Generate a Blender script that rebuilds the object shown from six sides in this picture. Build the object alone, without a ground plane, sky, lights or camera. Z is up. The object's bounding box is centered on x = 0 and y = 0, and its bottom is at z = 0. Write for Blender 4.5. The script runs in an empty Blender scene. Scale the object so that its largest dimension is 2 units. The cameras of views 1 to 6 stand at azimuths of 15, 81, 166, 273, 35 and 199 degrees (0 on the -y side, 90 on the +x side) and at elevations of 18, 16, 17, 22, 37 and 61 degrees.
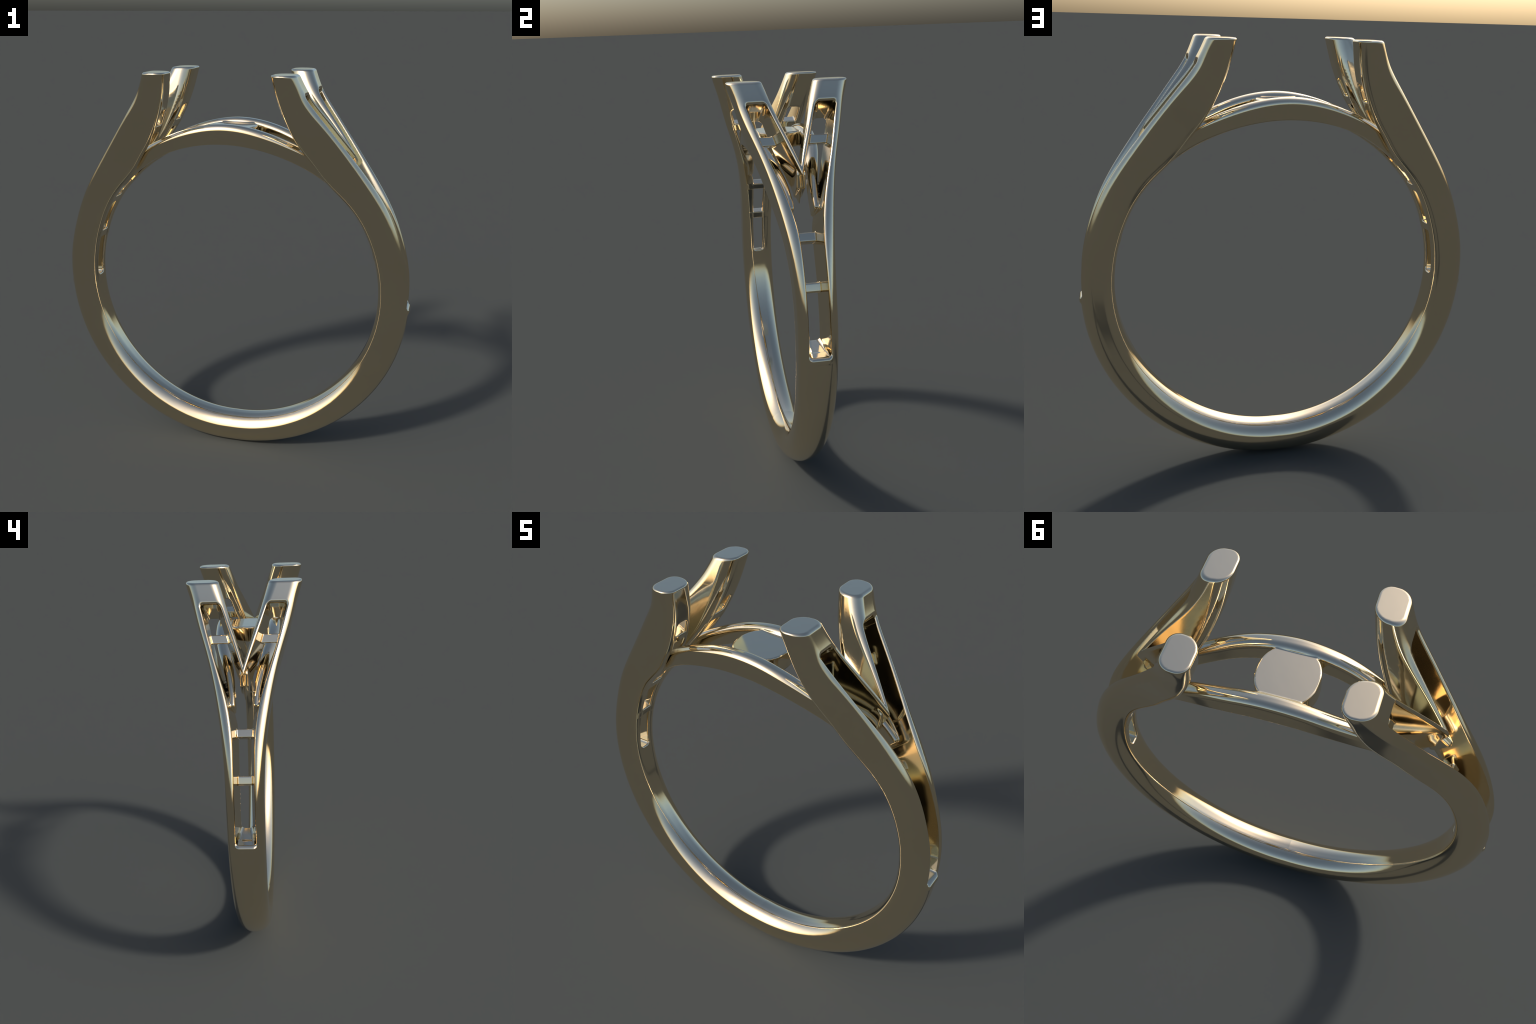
"""Split-shank gold ring mounting: a band that opens on each shoulder into two
slotted prongs, crossbars in the slots, an arched bridge of two rails and a
cushion-shaped seat plate between the rails.

Every part is described by a signed-distance rule (profiles in the x-z plane,
widths along y, fillet radii); the rules are blended, meshed once with surface
nets, projected onto the exact surface and then separated by part."""
import bpy
import numpy as np
from math import radians, cos, sin, pi, sqrt

H = 0.0042            # meshing cell
TOP = 2.0

# ------------------------------------------------------------------ profiles
def spline(points, n=1200):
    """Natural cubic through control points, sampled evenly by chord length."""
    p = np.asarray(points, float)
    t = np.r_[0, np.cumsum(np.hypot(*np.diff(p, axis=0).T))]
    m = len(t)
    hh = np.diff(t)
    A = np.eye(m)
    B = np.zeros((m, 2))
    for i in range(1, m - 1):
        A[i, i - 1:i + 2] = hh[i - 1], 2 * (hh[i - 1] + hh[i]), hh[i]
        B[i] = 6 * ((p[i + 1] - p[i]) / hh[i] - (p[i] - p[i - 1]) / hh[i - 1])
    M = np.linalg.solve(A, B)
    s = np.linspace(0, t[-1], n)
    k = np.clip(np.searchsorted(t, s) - 1, 0, m - 2)
    a = (t[k + 1] - s)[:, None]
    b = (s - t[k])[:, None]
    w = hh[k][:, None]
    return (M[k] * a ** 3 + M[k + 1] * b ** 3) / (6 * w) + (p[k] / w - M[k] * w / 6) * a + (p[k + 1] / w - M[k + 1] * w / 6) * b

def curve1(zs, vs):
    """Smooth one-dimensional rule value(z), as a dense lookup."""
    q = spline(list(zip(zs, vs)), 3000)
    o = np.argsort(q[:, 0])
    zz, vv = q[o, 0], q[o, 1]
    return lambda z: np.interp(z, zz, vv)

CZ = 0.907                                   # centre of the finger hole
def polar(deg, r):
    return (r * cos(radians(deg)), CZ + r * sin(radians(deg)))

# outer side outline of the band, bottom centre -> prong top
OUTER = spline([(-0.24, 0.033), (0, 0.0), polar(-68, .911), polar(-45, .915), polar(-22, .914), (.909, .89), (.901, 1.03), (.857, 1.203),
                (.776, 1.387), (.680, 1.533), (.575, 1.676), (.474, 1.81), (.409, 1.905), (.366, 2.0), (.341, 2.06), (.30, 2.16)])
# inner side outline: finger hole, then the inside of the prong
def hole(deg):
    return (.765 * cos(radians(deg)), CZ + (.743 if deg < 0 else .757) * sin(radians(deg)))
INNER = spline([(-hole(-68)[0], hole(-68)[1]), hole(-90), hole(-68), polar(-45, .746), polar(-22, .751), (.757, .907), polar(20, .760), polar(38, .764), (.478, 1.514),
                (.433, 1.578), (.381, 1.650), (.319, 1.765), (.275, 1.885), (.249, 2.0), (.235, 2.06), (.22, 2.16)])

# half width of the whole band / outer face of a leg
width_out = curve1([0, .4, .9, 1.2, 1.376, 1.533, 1.693, 1.813, 1.924, 2.0, 2.1, 2.2],
                   [.086, .087, .089, .092, .105, .131, .173, .215, .253, .279, .298, .315])
# fillet radii along the height
fillet_out = curve1([0, .5, .9, 1.2, 1.5, 1.8, 2.0, 2.1], [.082, .076, .060, .046, .034, .036, .050, .050])
fillet_in = curve1([0, .4, .9, 1.3, 1.55, 1.8, 2.0, 2.1], [.078, .07, .05, .038, .034, .038, .050, .050])
# slot in the outer face: far edge and near edge
slot_far = curve1([.7, .88, 1.1, 1.25, 1.36, 1.45, 1.55, 1.714, 1.907, 2.0], [.051, .050, .049, .050, .053, .064, .089, .148, .209, .24])

def notch(z):            # V between the two prongs of one shoulder
    return .340 * (z - 1.660)

def slot_near(z):        # edge of the slot beside the V
    return .005 + .390 * (z - 1.630)

# ----------------------------------------------------- plane distance fields
G = 0.006
GX = np.arange(-.03, 1.0, G)
GZ = np.arange(-.06, 2.16, G)

def field(poly):
    X, Z = np.meshgrid(GX, GZ, indexing='ij')
    P = np.stack([X.ravel(), Z.ravel()], 1)
    best = np.empty(len(P), int)
    for a in range(0, len(P), 4000):
        d = ((P[a:a + 4000, None] - poly[None]) ** 2).sum(2)
        best[a:a + 4000] = d.argmin(1)
    D = np.full(len(P), 9.)
    F = np.zeros(len(P))
    for o in (-1, 0):
        i = np.clip(best + o, 0, len(poly) - 2)
        A, B = poly[i], poly[i + 1]
        AB = B - A
        t = np.clip(((P - A) * AB).sum(1) / (AB ** 2).sum(1), 0, 1)
        q = A + t[:, None] * AB
        dd = np.hypot(*(P - q).T)
        m = dd < D
        D[m] = dd[m]
        F[m] = q[m, 1]
    right = poly[poly[:, 0] >= 0]
    o = np.argsort(right[:, 1])
    xb = np.interp(P[:, 1], right[o, 1], right[o, 0])
    outside = (P[:, 0] > xb) | (P[:, 1] < right[o, 1][0])
    D = np.where(outside, D, -D)
    return D.reshape(X.shape), F.reshape(X.shape)

OUT_D, OUT_F = field(OUTER)
IN_D, _ = field(INNER)      # positive outside the finger hole

def cubic(grid, x, z):
    """Bicubic lookup so that the polished metal shows no facets."""
    u = (x - GX[0]) / G
    v = (z - GZ[0]) / G
    i = np.clip(u.astype(int), 1, grid.shape[0] - 3)
    j = np.clip(v.astype(int), 1, grid.shape[1] - 3)
    u = np.clip(u - i, 0, 1)
    v = np.clip(v - j, 0, 1)
    def w(t):
        return (-.5 * t + t * t - .5 * t ** 3, 1 - 2.5 * t * t + 1.5 * t ** 3, .5 * t + 2 * t * t - 1.5 * t ** 3, -.5 * t * t + .5 * t ** 3)
    wu, wv = w(u), w(v)
    r = 0
    for a in range(4):
        for b in range(4):
            r = r + wu[a] * wv[b] * grid[i + a - 1, j + b - 1]
    return r

# ------------------------------------------------------------- combinators
def rmax(a, b, r):        # intersection with a round edge
    return np.minimum(np.maximum(a, b), -r) + np.hypot(np.maximum(a + r, 0), np.maximum(b + r, 0))
def rmin(a, b, r):        # union with a round inner corner
    return -rmax(-a, -b, r)
def step(e0, e1, x):
    t = np.clip((x - e0) / (e1 - e0), 0, 1)
    return t * t * (3 - 2 * t)
def across(x, z, p, q):
    """Signed distance to the line p->q in the x-z plane (positive on its left)."""
    dx, dz = q[0] - p[0], q[1] - p[1]
    n = sqrt(dx * dx + dz * dz)
    return (dx * (z - p[1]) - dz * (x - p[0])) / n
def slab(x, z, p, q, half):
    return np.abs(across(x, z, p, q)) - half

# -------------------------------------------------------------------- parts
BAR_ANGLES = (17.3, 33.2)
SEAT_TOP = 1.738

def parts(P):
    """Distances of all parts at points P; x and y are mirror-symmetric."""
    x = np.abs(P[:, 0])
    y = np.abs(P[:, 1])
    z = P[:, 2]
    do = cubic(OUT_D, x, z)
    zf = cubic(OUT_F, x, z)
    di = -cubic(IN_D, x, z)
    ang = np.degrees(np.arctan2(z - CZ, x))
    rad = np.hypot(x, z - CZ)
    depth = np.clip(do / np.minimum(do + di, -1e-4), 0, 1)

    # --- band and legs -----------------------------------------------------
    side = (y - width_out(z + .84 * (zf - z))) * .95
    fo, fi = fillet_out(z), fillet_in(z)
    leg = np.maximum(rmax(do, side, fo), rmax(di, side, fi))
    vee = (notch(zf) - y) * .949
    fv = .014 + .032 * step(1.68, 2.0, zf)
    body = np.maximum(leg, np.maximum(rmax(do, vee, fv), rmax(di, vee, fv + .01)))
    body = rmax(body, z - TOP, .010)

    # --- slot --------------------------------------------------------------
    far = slot_far(zf)
    near = -rmin(-slot_near(zf), far, .02)                # below the V the two slots are one
    mid, hw = (far + near) / 2, (far - near) / 2
    shrink = (.47 - .07 * step(1.45, 1.65, zf)) * depth
    slot = np.abs(y - mid) - hw * (1 - shrink)
    low = -across(x, z, (.76, .903), (.90, .873))         # sloping floor at the lower end
    high = across(x, z, (.290, 1.803), (.405, 1.910))
    slot = rmax(rmax(slot, low, .016), high, .016)
    body = rmax(body, -slot, .012)
    # small lip where the slot floor meets the outer face
    lip = rmax(rmax(y - .046, do - .005, .012), -do - .05, .004)
    lip = rmax(lip, slab(x, z, (.76, .889), (.90, .859), .0135), .009)
    body = rmin(body, lip, .008)

    # --- web below the V ------------------------------------------------
    web = rmax(y - .020, di, .008)
    web = rmax(web, across(x, z, (.590, 1.632), (.575, 1.545)), .006)
    web = rmax(web, -across(x, z, (.50, 1.490), (.575, 1.545)), .006)
    web = rmax(web, (zf - 1.660) * .8, .006)
    web = rmax(web, .385 - x, .01)
    web = rmax(web, do + .030, .006)

    # --- crossbars ---------------------------------------------------------
    bars = []
    for a in BAR_ANGLES:
        ca, sa = cos(radians(a)), sin(radians(a))
        t = -(x * sa - (z - CZ) * ca)
        half = .0200 + .05 * np.clip(rad - .76, 0, .1)
        b = rmax(np.abs(t) - half, rad - .810, .008)
        b = rmax(b, di - .0, .006)
        b = rmax(b, y - slot_far(zf) - .008, .004)
        bars.append(b)
    b = rmax(slab(x, z, (.315, 1.711), (.41, 1.738), .0215), across(x, z, (.395, 1.760), (.428, 1.690)) * 1., .005)
    b = rmax(b, di + .002, .006)
    b = rmax(b, np.abs(y - mid) - hw - .004, .004)
    bars.append(b)

    # --- bridge rails ---------------------------------------------------
    t = np.clip((90 - ang) / 48.5, 0, 1.2)                # 0 at the crown, 1 at the spike tip
    yc = .135 - .028 * step(0, 1.0, t) - .050 * step(.22, 1.0, t)
    hwid = .036 - .004 * t - .017 * step(.45, 1, t)
    inner = np.hypot(x * .757 / .760, z - CZ) - .757
    top = rad - (.852 - .018 * step(0, .55, t) + .016 * step(.6, 1, t))
    ry = np.abs(y - yc) - hwid
    rail = rmax(rmax(ry, top, np.minimum(.030, hwid - .002)), rmax(ry, -inner, .008), .004)
    rail = rmax(rail, (41.5 - ang) * .0125, .01)

    # --- seat plate -----------------------------------------------------
    n = 2.2
    e = ((x / .121) ** n + (y / .132) ** n + 1e-9) ** (1 / n)
    rim = (e - 1) * .12
    seat = rmax(rim, z - SEAT_TOP, .006)
    seat = rmax(seat, 1.664 - .35 * x * x - z, .006)
    return body, web, bars, rail, seat

def solid(P):
    body, web, bars, rail, seat = parts(P)
    d = rmin(body, web, .006)
    for b in bars:
        d = rmin(d, b, .005)
    d = rmin(d, rail, .006)
    d = rmin(d, seat, .004)
    return d

# ---------------------------------------------------------- surface nets
def evaluate(P):
    out = np.empty(len(P))
    for a in range(0, len(P), 400000):
        out[a:a + 400000] = solid(P[a:a + 400000])
    return out

def surface_nets():
    lo = np.array([-.94, -.31, -.02])
    n = np.ceil((np.array([.94, .31, 2.02]) - lo) / H).astype(int)
    n = (n + 3) // 4 * 4 + 4
    # coarse pass marks the cells near the surface
    ax = [lo[k] + H * (np.arange(0, n[k], 4) + 1.5) for k in range(3)]
    C = np.stack(np.meshgrid(*ax, indexing='ij'), -1).reshape(-1, 3)
    near = (np.abs(evaluate(C)) < H * 7.5).reshape([len(a) for a in ax])
    near = near.repeat(4, 0).repeat(4, 1).repeat(4, 2)[:n[0], :n[1], :n[2]]
    idx = np.argwhere(near)
    val = np.full(tuple(n), 1., np.float32)
    val[near] = evaluate(lo + H * idx)
    inside = val < 0
    cube = [(i, j, k) for i in (0, 1) for j in (0, 1) for k in (0, 1)]
    sl = lambda a, o: a[tuple(slice(o[k], n[k] - 1 + o[k]) for k in range(3))]
    cnt = sum(sl(inside, o).astype(np.int8) for o in cube)
    ok = np.ones(tuple(n - 1), bool)
    for o in cube:
        ok &= sl(near, o)
    active = (cnt > 0) & (cnt < 8) & ok
    cells = np.argwhere(active)
    number = np.full(active.shape, -1)
    number[active] = np.arange(len(cells))
    acc = np.zeros((len(cells), 3))
    num = np.zeros(len(cells))
    corner = {o: val[cells[:, 0] + o[0], cells[:, 1] + o[1], cells[:, 2] + o[2]] for o in cube}
    for a in cube:
        for k in range(3):
            if a[k] == 0:
                b = tuple(1 if q == k else a[q] for q in range(3))
                va, vb = corner[a], corner[b]
                m = (va < 0) != (vb < 0)
                t = va[m] / (va[m] - vb[m])
                p = np.tile(np.array(a, float), (m.sum(), 1))
                p[:, k] = t
                acc[m] += p
                num[m] += 1
    V = lo + H * (cells + acc / num[:, None])
    quads = []
    for k in range(3):
        u, v = (k + 1) % 3, (k + 2) % 3
        a = inside[tuple(slice(1, n[q] - 1) for q in range(3))]
        b = inside[tuple(slice(2, n[q]) if q == k else slice(1, n[q] - 1) for q in range(3))]
        for sign in (0, 1):
            e = np.argwhere((a & ~b) if sign == 0 else (~a & b)) + 1
            ring = []
            for du, dv in ((-1, -1), (0, -1), (0, 0), (-1, 0)):
                c = e.copy()
                c[:, u] += du
                c[:, v] += dv
                ring.append(number[c[:, 0], c[:, 1], c[:, 2]])
            q = np.stack(ring, 1)
            q = q[(q >= 0).all(1)]
            quads.append(q if sign == 0 else q[:, ::-1])
    return V, np.concatenate(quads)

def gradient(P, e):
    g = np.empty_like(P)
    for k in range(3):
        d = np.zeros(3)
        d[k] = e
        g[:, k] = (evaluate(P + d) - evaluate(P - d)) / (2 * e)
    return g

V, Q = surface_nets()
# relax along the surface, pulling back onto it each time
for it in range(3):
    if it:
        acc = np.zeros_like(V)
        num = np.zeros(len(V))
        for k in range(4):
            np.add.at(acc, Q[:, k], V[Q[:, k - 1]] + V[Q[:, (k + 1) % 4]])
            np.add.at(num, Q[:, k], 2)
        V = V + .5 * (acc / np.maximum(num, 1)[:, None] - V)
    g = gradient(V, .0008)
    f = evaluate(V)
    s = f / np.maximum((g ** 2).sum(1), .2)
    V = V - np.clip(s, -H * .8, H * .8)[:, None] * g
N = gradient(V, .0012)
N /= np.maximum(np.linalg.norm(N, axis=1), 1e-6)[:, None]
used = np.zeros(len(V), bool)
used[Q] = True

# ---------------------------------------------------------- part labels
C = V[Q].mean(1)
body, web, bars, rail, seat = parts(C)
bar = np.minimum.reduce(bars)
stack = np.stack([body - .0015, web, bar, rail, seat], 1)
kind = stack.argmin(1)
sx, sy = C[:, 0] > 0, C[:, 1] > 0
label = np.empty(len(Q), object)
label[:] = 'shank'
is_prong = (C[:, 2] > 1.655)
for i, name in enumerate(('prong', 'prong.001', 'prong.002', 'prong.003')):
    label[(kind == 0) & is_prong & (sx == bool(i & 1)) & (sy == bool(i & 2))] = name
label[(kind == 3) & ~sy] = 'bridge_rail'
label[(kind == 3) & sy] = 'bridge_rail.001'
label[kind == 4] = 'seat_plate'
which = np.stack(bars, 1).argmin(1)
c = 0
for w in (0, 1):
    for s in (False, True):
        label[(kind == 2) & (which == w) & (sx == s)] = 'crossbar' + ('.%03d' % c if c else '')
        c += 1
for s in (False, True):
    for t in (False, True):
        label[(kind == 2) & (which == 2) & (sx == s) & (sy == t)] = 'crossbar.%03d' % c
        c += 1

# ---------------------------------------------------------- material
def polished_gold():
    m = bpy.data.materials.new('polished_gold')
    m.use_nodes = True
    nt = m.node_tree
    bs = nt.nodes['Principled BSDF']
    bs.inputs['Metallic'].default_value = 1.0
    bs.inputs['Roughness'].default_value = 0.09
    tc = nt.nodes.new('ShaderNodeTexCoord')
    no = nt.nodes.new('ShaderNodeTexNoise')
    no.inputs['Scale'].default_value = 3.0
    no.inputs['Detail'].default_value = 2.0
    nt.links.new(tc.outputs['Object'], no.inputs['Vector'])
    cr = nt.nodes.new('ShaderNodeValToRGB')
    cr.color_ramp.elements[0].position = .3
    cr.color_ramp.elements[1].position = .7
    cr.color_ramp.elements[0].color = (.93, .785, .545, 1)
    cr.color_ramp.elements[1].color = (.95, .805, .565, 1)
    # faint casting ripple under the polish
    rp = nt.nodes.new('ShaderNodeTexNoise')
    rp.inputs['Scale'].default_value = 16.0
    rp.inputs['Detail'].default_value = 1.0
    nt.links.new(tc.outputs['Object'], rp.inputs['Vector'])
    bp = nt.nodes.new('ShaderNodeBump')
    bp.inputs['Strength'].default_value = 0.02
    bp.inputs['Distance'].default_value = 0.01
    nt.links.new(rp.outputs['Fac'], bp.inputs['Height'])
    nt.links.new(bp.outputs['Normal'], bs.inputs['Normal'])
    nt.links.new(no.outputs['Fac'], cr.inputs['Fac'])
    nt.links.new(cr.outputs['Color'], bs.inputs['Base Color'])
    return m

gold = polished_gold()
ring = bpy.data.objects.new('ring_mounting', None)
ring['label'] = 'polished yellow gold split shank ring with four prongs'
ring['category'] = 'ring'
bpy.context.scene.collection.objects.link(ring)

def make(name, faces):
    ids, inv = np.unique(faces, return_inverse=True)
    inv = inv.reshape(faces.shape)
    me = bpy.data.meshes.new(name)
    me.from_pydata(V[ids].tolist(), [], inv.tolist())
    me.polygons.foreach_set('use_smooth', np.ones(len(faces), bool))
    me.update()
    me.normals_split_custom_set_from_vertices(N[ids].tolist())
    me.materials.append(gold)
    ob = bpy.data.objects.new(name, me)
    bpy.context.scene.collection.objects.link(ob)
    ob.parent = ring
    return ob

for name in sorted(set(label)):
    make(name, Q[label == name])
print('verts', len(V), 'quads', len(Q), {k: int((label == k).sum()) for k in sorted(set(label))})
